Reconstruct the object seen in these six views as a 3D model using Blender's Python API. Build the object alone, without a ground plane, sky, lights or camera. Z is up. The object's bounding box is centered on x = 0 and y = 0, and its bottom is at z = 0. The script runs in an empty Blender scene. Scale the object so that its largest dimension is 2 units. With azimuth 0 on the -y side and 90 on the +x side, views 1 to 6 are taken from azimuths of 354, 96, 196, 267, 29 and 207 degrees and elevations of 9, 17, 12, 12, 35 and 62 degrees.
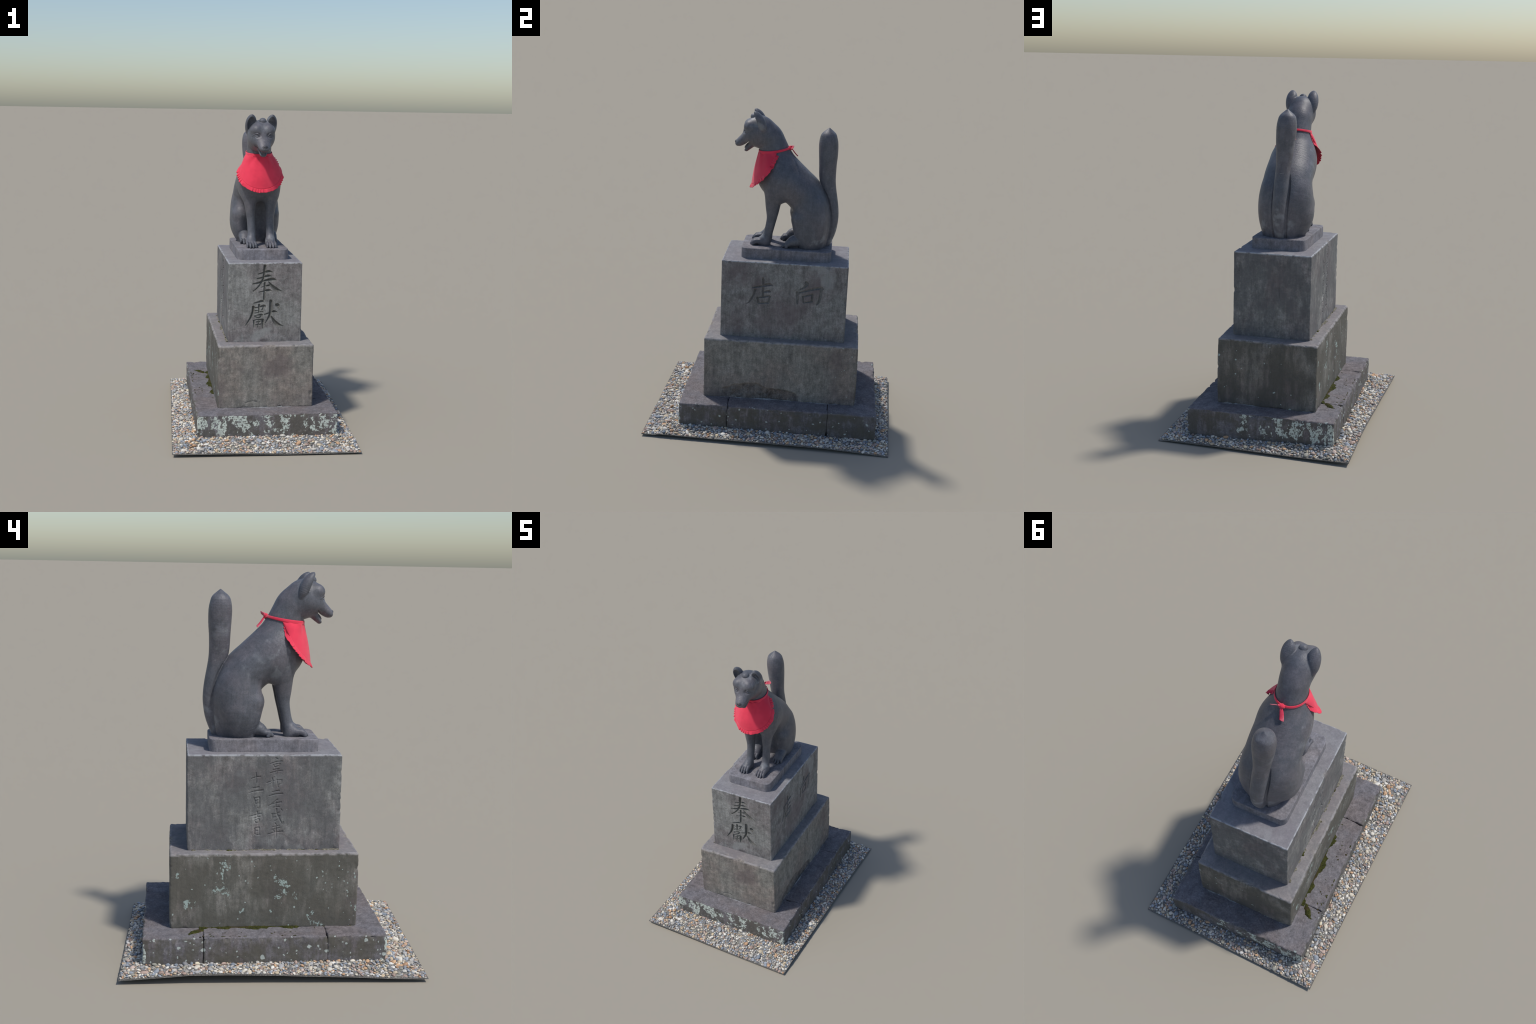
# Stone fox (inari guardian) with a red bib on a stepped, inscribed stone pedestal in a gravel bed.
import bpy, bmesh, math, random
import numpy as np
from mathutils import Vector, Matrix

rng = np.random.default_rng(7)
F = np.float32
TURN = math.radians(1.8)            # the whole monument stands slightly turned on its gravel square
CENTRE = (0.002, 0.05)
FOX_Z = 1.09                        # top of the pedestal


# ------------------------------------------------------------------ noise in code
def _hash(ix, iy, iz, seed):
    h = (ix.astype(np.int64) * 374761393 + iy.astype(np.int64) * 668265263 + iz.astype(np.int64) * 2147483647 + seed * 974634777) & 0xFFFFFFFF
    h = ((h ^ (h >> 13)) * 1274126177) & 0xFFFFFFFF
    h = ((h ^ (h >> 16)) * 2246822519) & 0xFFFFFFFF
    return ((h ^ (h >> 15)) & 0xFFFF) / 65535.0


def vnoise(p, scale, seed=0):
    q = np.asarray(p) * scale
    i = np.floor(q); f = q - i
    f = f * f * (3 - 2 * f)
    i = i.astype(np.int64)
    out = 0
    for a in (0, 1):
        for b in (0, 1):
            for c in (0, 1):
                w = (f[:, 0] if a else 1 - f[:, 0]) * (f[:, 1] if b else 1 - f[:, 1]) * (f[:, 2] if c else 1 - f[:, 2])
                out = out + w * _hash(i[:, 0] + a, i[:, 1] + b, i[:, 2] + c, seed)
    return out * 2 - 1


def fbm(p, scale, octaves=3, seed=0):
    s, amp, tot = 0, 1.0, 0
    for o in range(octaves):
        s = s + amp * vnoise(p, scale * 2 ** o, seed + 31 * o); tot += amp; amp *= 0.5
    return s / tot


def sstep(a, b, x):
    t = np.clip((x - a) / (b - a), 0, 1)
    return t * t * (3 - 2 * t)


# ------------------------------------------------------------------ scene helpers
def link(o, parent=None):
    bpy.context.scene.collection.objects.link(o)
    if parent is not None:
        o.parent = parent
    return o


def thing(name, label, category, loc, turn):
    e = bpy.data.objects.new(name, None)
    e.empty_display_size = 0.1
    e.location = loc
    e.rotation_euler = (0, 0, turn)
    e["label"] = label
    e["category"] = category
    return link(e)


def mesh_object(name, verts, faces, mat, parent, smooth=True, normals=None):
    """faces: int array (n,3) or (n,4), or a list of tuples"""
    me = bpy.data.meshes.new(name)
    verts = np.asarray(verts, dtype=F)
    if isinstance(faces, np.ndarray):
        n, k = faces.shape
        me.vertices.add(len(verts)); me.vertices.foreach_set("co", verts.ravel())
        me.loops.add(n * k); me.loops.foreach_set("vertex_index", faces.astype(np.int32).ravel())
        me.polygons.add(n)
        me.polygons.foreach_set("loop_start", np.arange(0, n * k, k, dtype=np.int32))
        me.update(calc_edges=True)
    else:
        me.from_pydata([tuple(v) for v in verts], [], faces)
    me.validate()
    if smooth:
        me.polygons.foreach_set("use_smooth", np.ones(len(me.polygons), dtype=bool))
    if normals is not None:
        me.normals_split_custom_set_from_vertices([tuple(v) for v in normals])
    for m in (mat if isinstance(mat, (list, tuple)) else [mat]):
        me.materials.append(m)
    return link(bpy.data.objects.new(name, me), parent)


def sub_mesh(name, verts, faces, keep, mat, parent, normals):
    f = faces[keep]
    ids, inv = np.unique(f, return_inverse=True)
    return mesh_object(name, verts[ids], inv.reshape(f.shape), mat, parent, True, normals[ids])


def vertex_normals(v, f):
    n = np.zeros_like(v)
    if f.shape[1] == 4:
        fn = np.cross(v[f[:, 2]] - v[f[:, 0]], v[f[:, 3]] - v[f[:, 1]])
    else:
        fn = np.cross(v[f[:, 1]] - v[f[:, 0]], v[f[:, 2]] - v[f[:, 0]])
    for k in range(f.shape[1]):
        for a in range(3):
            n[:, a] += np.bincount(f[:, k], weights=fn[:, a], minlength=len(v))
    return n / np.maximum(np.linalg.norm(n, axis=1, keepdims=True), 1e-12)


def solid_sheet(grid, thick, name, mat, parent, closed=False):
    """grid (m,n,3) of a cloth surface -> closed thin slab"""
    m, n, _ = grid.shape
    v = grid.reshape(-1, 3)
    q = []
    cols = n if closed else n - 1
    for i in range(m - 1):
        for j in range(cols):
            k = (j + 1) % n
            q.append((i * n + j, i * n + k, (i + 1) * n + k, (i + 1) * n + j))
    q = np.array(q)
    nor = vertex_normals(v, q)
    both = np.vstack([v + nor * thick / 2, v - nor * thick / 2])
    faces = [tuple(f) for f in q] + [tuple(f[::-1] + m * n) for f in q]
    rim = [(i * n, (i + 1) * n) for i in range(m - 1)][::-1] if not closed else []
    loops = [(j, (j + 1) % n) for j in range(cols)]
    for a, b in loops:
        faces.append((b, a, a + m * n, b + m * n))
        o = (m - 1) * n
        faces.append((o + a, o + b, o + b + m * n, o + a + m * n))
    if not closed:
        for i in range(m - 1):
            a, b = i * n, (i + 1) * n
            faces.append((a, b, b + m * n, a + m * n))
            a, b = a + n - 1, b + n - 1
            faces.append((b, a, a + m * n, b + m * n))
    return mesh_object(name, both, faces, mat, parent)


# ------------------------------------------------------------------ material helper
class Nodes:
    def __init__(self, name):
        self.m = bpy.data.materials.new(name)
        self.m.use_nodes = True
        self.t = self.m.node_tree
        self.bsdf = self.t.nodes["Principled BSDF"]
        self.bsdf.inputs["Specular IOR Level"].default_value = 0.25
        self.coord = self.t.nodes.new("ShaderNodeTexCoord").outputs["Object"]

    def _set(self, sock, val):
        if isinstance(val, bpy.types.NodeSocket):
            self.t.links.new(val, sock)
        elif val is not None:
            if isinstance(val, (tuple, list)) and sock.type == "RGBA" and len(val) == 3:
                val = (*val, 1)
            sock.default_value = val

    def noise(self, scale, detail=4, rough=0.55, stretch=None, distort=0.0, vec=None, out="Fac"):
        v = vec or self.coord
        if stretch:
            mp = self.t.nodes.new("ShaderNodeMapping")
            self.t.links.new(v, mp.inputs["Vector"]); mp.inputs["Scale"].default_value = stretch
            v = mp.outputs["Vector"]
        n = self.t.nodes.new("ShaderNodeTexNoise")
        self.t.links.new(v, n.inputs["Vector"])
        n.inputs["Scale"].default_value = scale; n.inputs["Detail"].default_value = detail
        n.inputs["Roughness"].default_value = rough; n.inputs["Distortion"].default_value = distort
        return n.outputs[out]

    def voronoi(self, scale, out="Distance", vec=None, feature="F1"):
        n = self.t.nodes.new("ShaderNodeTexVoronoi")
        n.feature = feature
        self.t.links.new(vec or self.coord, n.inputs["Vector"]); n.inputs["Scale"].default_value = scale
        return n.outputs[out]

    def math(self, op, a, b=None, clamp=False):
        n = self.t.nodes.new("ShaderNodeMath"); n.operation = op; n.use_clamp = clamp
        self._set(n.inputs[0], a)
        if b is not None:
            self._set(n.inputs[1], b)
        return n.outputs[0]

    def mul(self, *xs):
        r = xs[0]
        for x in xs[1:]:
            r = self.math("MULTIPLY", r, x)
        return r

    def add(self, *xs):
        r = xs[0]
        for x in xs[1:]:
            r = self.math("ADD", r, x)
        return r

    def step(self, x, a, b):
        n = self.t.nodes.new("ShaderNodeMapRange"); n.interpolation_type = "SMOOTHSTEP"
        self._set(n.inputs["Value"], x)
        flip = a > b
        n.inputs["From Min"].default_value = min(a, b); n.inputs["From Max"].default_value = max(a, b)
        n.inputs["To Min"].default_value = 1.0 if flip else 0.0; n.inputs["To Max"].default_value = 0.0 if flip else 1.0
        return n.outputs["Result"]

    def mix(self, fac, a, b, mode="MIX"):
        n = self.t.nodes.new("ShaderNodeMix"); n.data_type = "RGBA"; n.blend_type = mode
        self._set(n.inputs[0], fac); self._set(n.inputs[6], a); self._set(n.inputs[7], b)
        return n.outputs[2]

    def ramp(self, fac, stops, mode="LINEAR"):
        n = self.t.nodes.new("ShaderNodeValToRGB"); n.color_ramp.interpolation = mode
        e = n.color_ramp.elements
        while len(e) < len(stops):
            e.new(0.5)
        for el, (p, c) in zip(e, stops):
            el.position = p; el.color = (*c, 1)
        self._set(n.inputs["Fac"], fac)
        return n.outputs["Color"]

    def xyz(self):
        n = self.t.nodes.new("ShaderNodeSeparateXYZ"); self.t.links.new(self.coord, n.inputs[0])
        return n.outputs

    def bump(self, height, strength=0.3, dist=0.004):
        n = self.t.nodes.new("ShaderNodeBump")
        n.inputs["Strength"].default_value = strength; n.inputs["Distance"].default_value = dist
        self._set(n.inputs["Height"], height)
        self.t.links.new(n.outputs[0], self.bsdf.inputs["Normal"])

    def finish(self, color, rough=0.85):
        self._set(self.bsdf.inputs["Base Color"], color)
        self._set(self.bsdf.inputs["Roughness"], rough)
        return self.m


def stone_base(N, mid, warm, dark, light, streak=0.5, patch=2.2, grain=0.5, mottle=0.6):
    """weathered volcanic stone: broad warm/cool clouds, run-off streaks down the faces, fine grain"""
    c = N.mix(N.step(N.noise(patch, 5, 0.6), 0.42, 0.62), mid, warm)
    run = N.noise(1.0, 5, 0.6, stretch=(16, 16, 3.0))
    c = N.mix(N.mul(N.step(run, 0.52, 0.72), streak), c, dark)
    blot = N.noise(5.5, 6, 0.65)
    c = N.mix(N.mul(N.step(blot, 0.55, 0.75), 0.55), c, light)
    c = N.mix(N.mul(N.step(blot, 0.46, 0.28), 0.5), c, dark)
    mott = N.noise(24, 6, 0.72)
    c = N.mix(mottle, c, N.ramp(mott, [(0.34, (0.30,) * 3), (0.5, (0.5,) * 3), (0.66, (0.72,) * 3)]), "OVERLAY")
    drip = N.noise(1.0, 4, 0.65, stretch=(75, 75, 11))
    c = N.mix(mottle * 0.8, c, N.ramp(drip, [(0.34, (0.36,) * 3), (0.5, (0.5,) * 3), (0.68, (0.66,) * 3)]), "OVERLAY")
    g = N.noise(130, 4, 0.75)
    c = N.mix(grain, c, N.ramp(g, [(0.32, (0.34,) * 3), (0.5, (0.5,) * 3), (0.68, (0.68,) * 3)]), "OVERLAY")
    pit = N.step(N.voronoi(170), 0.16, 0.06)
    c = N.mix(N.mul(pit, N.step(N.noise(28, 3), 0.5, 0.62), 0.6), c, tuple(0.45 * x for x in dark))
    N.bump(N.add(g, N.mul(N.noise(260, 2), 0.6), N.mul(pit, -0.5)), 0.35, 0.0025)
    return c


def lichen(N, c, region, scale=34, cover=0.5, tint=(0.47, 0.53, 0.48)):
    """crusty pale lichen; region = 0..1 mask saying where it thrives"""
    n = N.add(N.mul(N.noise(scale, 5, 0.6, distort=0.4), 0.65), N.mul(N.noise(scale * 0.28, 3), 0.35))
    thr = N.math("SUBTRACT", 0.5 + (0.5 - cover) * 0.3 + 0.12, N.mul(region, 0.17))
    m = N.step(N.math("SUBTRACT", n, thr), -0.004, 0.022)
    m = N.mul(m, N.step(region, 0.02, 0.12), N.step(N.noise(85, 4, 0.65), 0.42, 0.47))
    return N.mix(N.mul(m, 0.95), c, N.mix(N.step(N.noise(60, 3), 0.45, 0.7), tint, tuple(x * 0.78 for x in tint)))


def spots(N, c, region, scale=26, size=0.2, tint=(0.45, 0.5, 0.46)):
    """separate round lichen dots"""
    v = N.t.nodes.new("ShaderNodeTexVoronoi")
    v.inputs["Scale"].default_value = scale; v.inputs["Randomness"].default_value = 1
    wob = N.t.nodes.new("ShaderNodeVectorMath"); wob.operation = "MULTIPLY_ADD"
    N.t.links.new(N.noise(45, 3, out="Color"), wob.inputs[0])
    wob.inputs[1].default_value = (0.02, 0.02, 0.02); N.t.links.new(N.coord, wob.inputs[2])
    N.t.links.new(wob.outputs[0], v.inputs["Vector"])
    sp = N.t.nodes.new("ShaderNodeSeparateColor"); N.t.links.new(v.outputs["Color"], sp.inputs[0])
    rad = N.mul(sp.outputs[0], sp.outputs[0], size, 2.0)
    rad = N.math("MULTIPLY", rad, N.step(sp.outputs[1], 0.55, 0.6))
    m = N.step(N.math("SUBTRACT", rad, v.outputs["Distance"]), 0.0, 0.06)
    return N.mix(N.mul(m, region, 0.85), c, tint)


def grime_shade(N, c, region, tint, amount, scale=6.0):
    """dark algae, or shade put into the colour, in ragged, run-down patches with grainy edges; region = where it lies"""
    n = N.add(N.mul(N.noise(scale, 6, 0.7), 0.6), N.mul(N.noise(1.0, 5, 0.65, stretch=(scale * 4, scale * 4, scale)), 0.4))
    m = N.step(n, 0.40, 0.53)
    return N.mix(N.mul(m, region, amount), c, tint)


# ================================================================== FOX: one smooth implicit body
def smin(a, b, k):
    h = np.maximum(k - np.abs(a - b), 0) / k
    return np.minimum(a, b) - h * h * k * 0.25


def spline(st, sub=4):
    """Catmull-Rom through stations (x, y, z, in-plane radius, half width)"""
    st = np.array(st, dtype=float)
    p = np.vstack([2 * st[0] - st[1], st, 2 * st[-1] - st[-2]])
    out = []
    for i in range(1, len(p) - 2):
        for t in np.linspace(0, 1, sub, endpoint=False):
            a, b, c, d = p[i - 1:i + 3]
            out.append(0.5 * (2 * b + (c - a) * t + (2 * a - 5 * b + 4 * c - d) * t * t + (3 * b - a - 3 * c + d) * t ** 3))
    out.append(st[-1])
    out = np.array(out)
    out[:, 3:] = np.maximum(out[:, 3:], 0.002)
    return out


class Chain:
    """limb or trunk: elliptical sections strung on a spine; r across in the y-z plane, w along x"""
    def __init__(self, stations, sub=4):
        self.s = spline(stations, sub).astype(F)
        m = self.s[:, 3:].max()
        self.lo, self.hi = self.s[:, :3].min(0) - m, self.s[:, :3].max(0) + m

    def __call__(self, x, y, z):
        best = None
        for a, b in zip(self.s[:-1], self.s[1:]):
            ab = b[:3] - a[:3]
            L = max(float(ab @ ab), 1e-9)
            t = np.clip(((x - a[0]) * ab[0] + (y - a[1]) * ab[1] + (z - a[2]) * ab[2]) / L, 0, 1)
            dx = x - a[0] - t * ab[0]; dy = y - a[1] - t * ab[1]; dz = z - a[2] - t * ab[2]
            r = a[3] + t * (b[3] - a[3]); w = a[4] + t * (b[4] - a[4])
            dp2 = dy * dy + dz * dz; dx2 = dx * dx
            k0 = np.sqrt(dx2 / (w * w) + dp2 / (r * r)) + 1e-6
            k1 = np.sqrt(dx2 / w ** 4 + dp2 / r ** 4) + 1e-6
            d = np.where(k0 < 0.3, -np.minimum(r, w) * (1 - k0), k0 * (k0 - 1) / k1)
            best = d if best is None else np.minimum(best, d)
        return best


class Blob:
    """ellipsoid, pitched by tilt in the y-z plane and yawed about z"""
    def __init__(self, c, radii, tilt=0.0, yaw=0.0):
        self.c, self.r, self.ct, self.st = np.array(c, F), np.array(radii, F), F(math.cos(tilt)), F(math.sin(tilt))
        self.cy, self.sy = F(math.cos(yaw)), F(math.sin(yaw))
        m = max(radii)
        self.lo, self.hi = self.c - m, self.c + m

    def __call__(self, x, y, z):
        x, y, z = x - self.c[0], y - self.c[1], z - self.c[2]
        x, y = self.cy * x + self.sy * y, -self.sy * x + self.cy * y
        y, z = self.ct * y + self.st * z, -self.st * y + self.ct * z
        q = (x / self.r[0]) ** 2 + (y / self.r[1]) ** 2 + (z / self.r[2]) ** 2
        k0 = np.sqrt(q) + 1e-6
        k1 = np.sqrt((x / self.r[0] ** 2) ** 2 + (y / self.r[1] ** 2) ** 2 + (z / self.r[2] ** 2) ** 2) + 1e-6
        return np.where(k0 < 0.3, -self.r.min() * (1 - k0), k0 * (k0 - 1) / k1)


class Turned:
    """shape modelled in the head's own frame, then turned a few degrees about the neck"""
    def __init__(self, shape, pivot, ang):
        self.f, self.p, self.c, self.s = shape, pivot, F(math.cos(ang)), F(math.sin(ang))
        pad = 0.03
        self.lo, self.hi = shape.lo - pad, shape.hi + pad

    def __call__(self, x, y, z):
        x, y = x - self.p[0], y - self.p[1]
        return self.f(self.c * x + self.s * y + self.p[0], -self.s * x + self.c * y + self.p[1], z)


class Cupped:
    """shell: outer shape hollowed by an inner one"""
    def __init__(self, outer, inner, k):
        self.o, self.i, self.k, self.lo, self.hi = outer, inner, k, outer.lo, outer.hi

    def __call__(self, x, y, z):
        return -smin(-self.o(x, y, z), self.i(x, y, z), self.k)


class Tapered:
    """shape trimmed to a cone with its point at apex"""
    def __init__(self, shape, apex, slope, k):
        self.f, self.a, self.m, self.k, self.lo, self.hi = shape, apex, slope, k, shape.lo, shape.hi

    def __call__(self, x, y, z):
        rho = np.sqrt((x - self.a[0]) ** 2 + (y - self.a[1]) ** 2 + 1e-8)
        cone = (rho - self.m * (self.a[2] - z)) / math.sqrt(1 + self.m ** 2)
        return -smin(-self.f(x, y, z), -cone, self.k)


HEAD_PIVOT, HEAD_TURN = (-0.017, -0.205), math.radians(3.5)
CX = -0.010
ops = []          # (label, shape, blend radius, +1 union / -1 carve)


def put(label, shape, k, sign=1):
    ops.append((label, shape, k, sign))


def head(label, shape, k, sign=1):
    put(label, Turned(shape, HEAD_PIVOT, HEAD_TURN), k, sign)


# trunk: neck, chest, back, rump
put("torso", Chain([(-.017, -.112, 1.765, .085, .074), (-.015, -.098, 1.70, .108, .087), (-.011, -.083, 1.645, .128, .110),
                    (-.010, -.058, 1.589, .149, .136), (-.010, .028, 1.540, .126, .143), (-.010, .098, 1.478, .122, .147),
                    (-.010, .143, 1.395, .120, .148), (-.002, .163, 1.30, .107, .132), (-.004, .168, 1.20, .090, .102),
                    (-.002, .168, 1.15, .081, .086)], 6), .01)
put("neck", Chain([(-.017, -.112, 1.765, .085, .075), (-.017, -.142, 1.824, .088, .078), (-.015, -.19, 1.855, .095, .081),
                   (-.015, -.206, 1.866, .094, .083)], 8), .012)
# head
head("head", Blob((-.017, -.208, 1.867), (.080, .095, .093)), .02)
for s in (-1, 1):
    head("head", Blob((-.017 + s * .035, -.260, 1.900), (.043, .044, .040)), .014)            # brow lobes
    head("head", Blob((-.017 + s * .036, -.250, 1.845), (.026, .040, .034)), .03)             # cheeks
head("head", Chain([(-.017, -.262, 1.835, .043, .054), (-.017, -.298, 1.816, .033, .044), (-.017, -.326, 1.795, .026, .036),
                    (-.017, -.338, 1.787, .019, .030)], 4), .02)                               # muzzle
head("head", Chain([(-.017, -.240, 1.800, .027, .038), (-.017, -.266, 1.776, .0235, .029), (-.017, -.286, 1.7515, .0155, .022)], 4), .008)  # lower jaw
head("head", Chain([(-.017, -.268, 1.806, .003, .07), (-.017, -.285, 1.783, .0055, .07), (-.017, -.299, 1.762, .0085, .07), (-.017, -.312, 1.745, .012, .07)], 2), .005, -1)  # open mouth
head("head", Blob((-.017, -.283, 1.775), (.014, .022, .007), .9), .004)                        # tongue
head("nose", Blob((-.017, -.349, 1.798), (.0165, .010, .0095), .5), .004)
for s in (-1, 1):
    head("head", Blob((-.017 + s * .0075, -.358, 1.794), (.0042, .0045, .0035)), .003, -1)       # nostrils
    # eye: hollow under the brow, lids as rims around the ball
    head("head", Blob((-.017 + s * .043, -.311, 1.869), (.024, .022, .0135), 0, s * .35), .010, -1)
    head("eye", Blob((-.017 + s * .041, -.2865, 1.869), (.0125, .0095, .0070), 0, s * .35), .003)
    head("head", Chain([(-.017 + s * .026, -.2965, 1.868, .003, .003), (-.017 + s * .040, -.2995, 1.8795, .0035, .0035), (-.017 + s * .058, -.286, 1.874, .003, .003), (-.017 + s * .068, -.275, 1.866, .002, .002)], 3), .004)
    head("head", Chain([(-.017 + s * .028, -.296, 1.8665, .0025, .0025), (-.017 + s * .042, -.296, 1.8625, .0028, .0028), (-.017 + s * .060, -.283, 1.866, .002, .002)], 3), .004)
    # ears: cupped, leaning forward, pointed tip
    o = -.017 + s * .0
    ear = "ear" + ("_l" if s < 0 else "_r")
    cup = Chain([(o + s * .071, -.176, 1.876, .014, .015), (o + s * .071, -.187, 1.904, .025, .027), (o + s * .067, -.202, 1.936, .030, .034),
                 (o + s * .065, -.217, 1.962, .026, .031), (o + s * .065, -.230, 1.982, .015, .019), (o + s * .066, -.238, 1.993, .005, .006)], 4)
    hollow = Chain([(o + s * .068, -.214, 1.895, .014, .016), (o + s * .065, -.233, 1.930, .025, .028), (o + s * .064, -.245, 1.953, .023, .027),
                    (o + s * .065, -.254, 1.972, .014, .018)], 4)
    head(ear, Cupped(cup, hollow, .004), .007)
head("jewel", Blob((-.015, -.243, 1.957), (.0225, .0225, .020)), .002)
# tail: club with a pointed flame tip, hugging the rump below
put("tail", Tapered(Chain([(-.031, .226, 1.885, .030, .030), (-.031, .225, 1.862, .046, .046), (-.030, .225, 1.834, .055, .055),
                   (-.028, .2265, 1.80, .0605, .059), (-.025, .2285, 1.74, .0595, .057), (-.021, .2285, 1.68, .0555, .052), (-.017, .230, 1.61, .053, .046),
                   (-.014, .236, 1.56, .049, .043), (-.011, .246, 1.51, .046, .043), (-.009, .259, 1.45, .044, .043), (-.006, .268, 1.39, .0435, .042),
                   (-.003, .271, 1.33, .042, .040), (-.001, .262, 1.26, .041, .037), (-.003, .245, 1.20, .037, .034), (-.006, .228, 1.15, .032, .030)], 3), (-.031, .226, 1.908), 1.28, .010), .004)
for s in (-1, 1):                                                                              # crease between tail and rump
    put("torso", Chain([(-.013 + s * .034, .212, 1.525, .002, .002), (-.010 + s * .043, .238, 1.470, .006, .005), (-.008 + s * .0445, .257, 1.402, .0075, .006),
                        (-.004 + s * .044, .267, 1.337, .008, .006), (-.002 + s * .042, .266, 1.263, .008, .006), (-.003 + s * .038, .252, 1.196, .007, .006), (-.004 + s * .034, .24, 1.15, .006, .005)], 3), .008, -1)
put("tail", Chain([(-.045, .172, 1.862, .003, .003), (-.040, .190, 1.882, .0035, .0035), (-.033, .208, 1.900, .002, .002)], 3), .004, -1)   # fold at the tail tip
for s, n in ((-1, "_l"), (1, "_r")):
    # haunch
    back = 0 if s < 0 else .019                                                               # the right haunch sits a little further back
    put("hind_leg" + n, Chain([(CX + s * .086, .125 + back, 1.41, .085, .060), (CX + s * .097, .112 + back, 1.35, .105, .065), (CX + s * .099, .114 + back, 1.28, .098, .064),
                               (CX + s * (.091 if s > 0 else .083), (.140 if s > 0 else .110), 1.21, .083 if s > 0 else .074, .054 if s > 0 else .046), (CX + s * (.080 if s > 0 else .068), (.140 if s > 0 else .094), 1.15, .064 if s > 0 else .046, .042 if s > 0 else .036)], 6), .03)
    put("hind_leg" + n, Blob((CX + s * .102, .056 + back, 1.345), (.046, .046, .038)), .03)    # knee
    fx = -.086 if s < 0 else .094
    put("hind_leg" + n, Chain([(fx, .075, 1.205, .036, .032), (fx, .03 + back * .7, 1.201, .035, .037), (fx, -.004 + back * .7, 1.183, .022, .034)], 4), .008)
    for i, off in enumerate((-.026, -.009, .009, .026)):
        tip = (-.050 if s < 0 else -.030) + .014 * (abs(off) > .02) + (.008 if off * s > .02 else 0)
        put("hind_leg" + n, Chain([(fx + off * .9, back * .7, 1.183, .012, .009), (fx + off, -.028 + back * 1.5, 1.178, .0135, .0088), (fx + off * 1.06, tip + .006, 1.165, .010, .008)], 3), .003)
    # foreleg
    lx = [-.068, -.0685, -.066, -.062, -.059, -.058, -.060, -.066] if s < 0 else [.066, .0665, .064, .061, .061, .062, .062, .061]
    put("foreleg" + n, Chain([(lx[0] * 1.08, -.055, 1.57, .082, .058), (lx[0] * 1.06, -.075, 1.51, .078, .057), (lx[1], -.096, 1.455, .054, .042), (lx[2], -.101, 1.40, .043, .033), (lx[3], -.1035, 1.34, .033, .027),
                              (lx[4], -.112, 1.29, .029, .026), (lx[5], -.123, 1.24, .0285, .026), (lx[6], -.136, 1.20, .032, .028), (lx[6], -.140, 1.17, .034, .030)], 7), .03)
    px = lx[7]
    put("foreleg" + n, Chain([(px, -.145, 1.186, .034, .031), (px, -.178, 1.179, .023, .033)], 4), .015)
    for off in (-.026, -.009, .009, .026):
        tip = -.231 + .010 * (abs(off) > .02)
        put("foreleg" + n, Chain([(px + off * .9, -.172, 1.184, .013, .009), (px + off, -.207, 1.178, .0135, .0087), (px + off * 1.05, tip + .004, 1.165, .009, .0075)], 3), .003)


def field(p):
    x, y, z = (np.ascontiguousarray(p[:, i], dtype=F) for i in range(3))
    d = np.full(len(x), 1.0, F)
    for _, f, k, s in ops:
        e = f(x, y, z)
        d = smin(d, e, k) if s > 0 else -smin(-d, e, k)
    return d


def gradient(p, h=6e-4):
    d0 = field(p)
    g = np.stack([field(p + np.eye(3)[i] * h) - d0 for i in range(3)], 1) / h
    return d0, g / np.maximum(np.linalg.norm(g, axis=1, keepdims=True), 1e-6)


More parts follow.
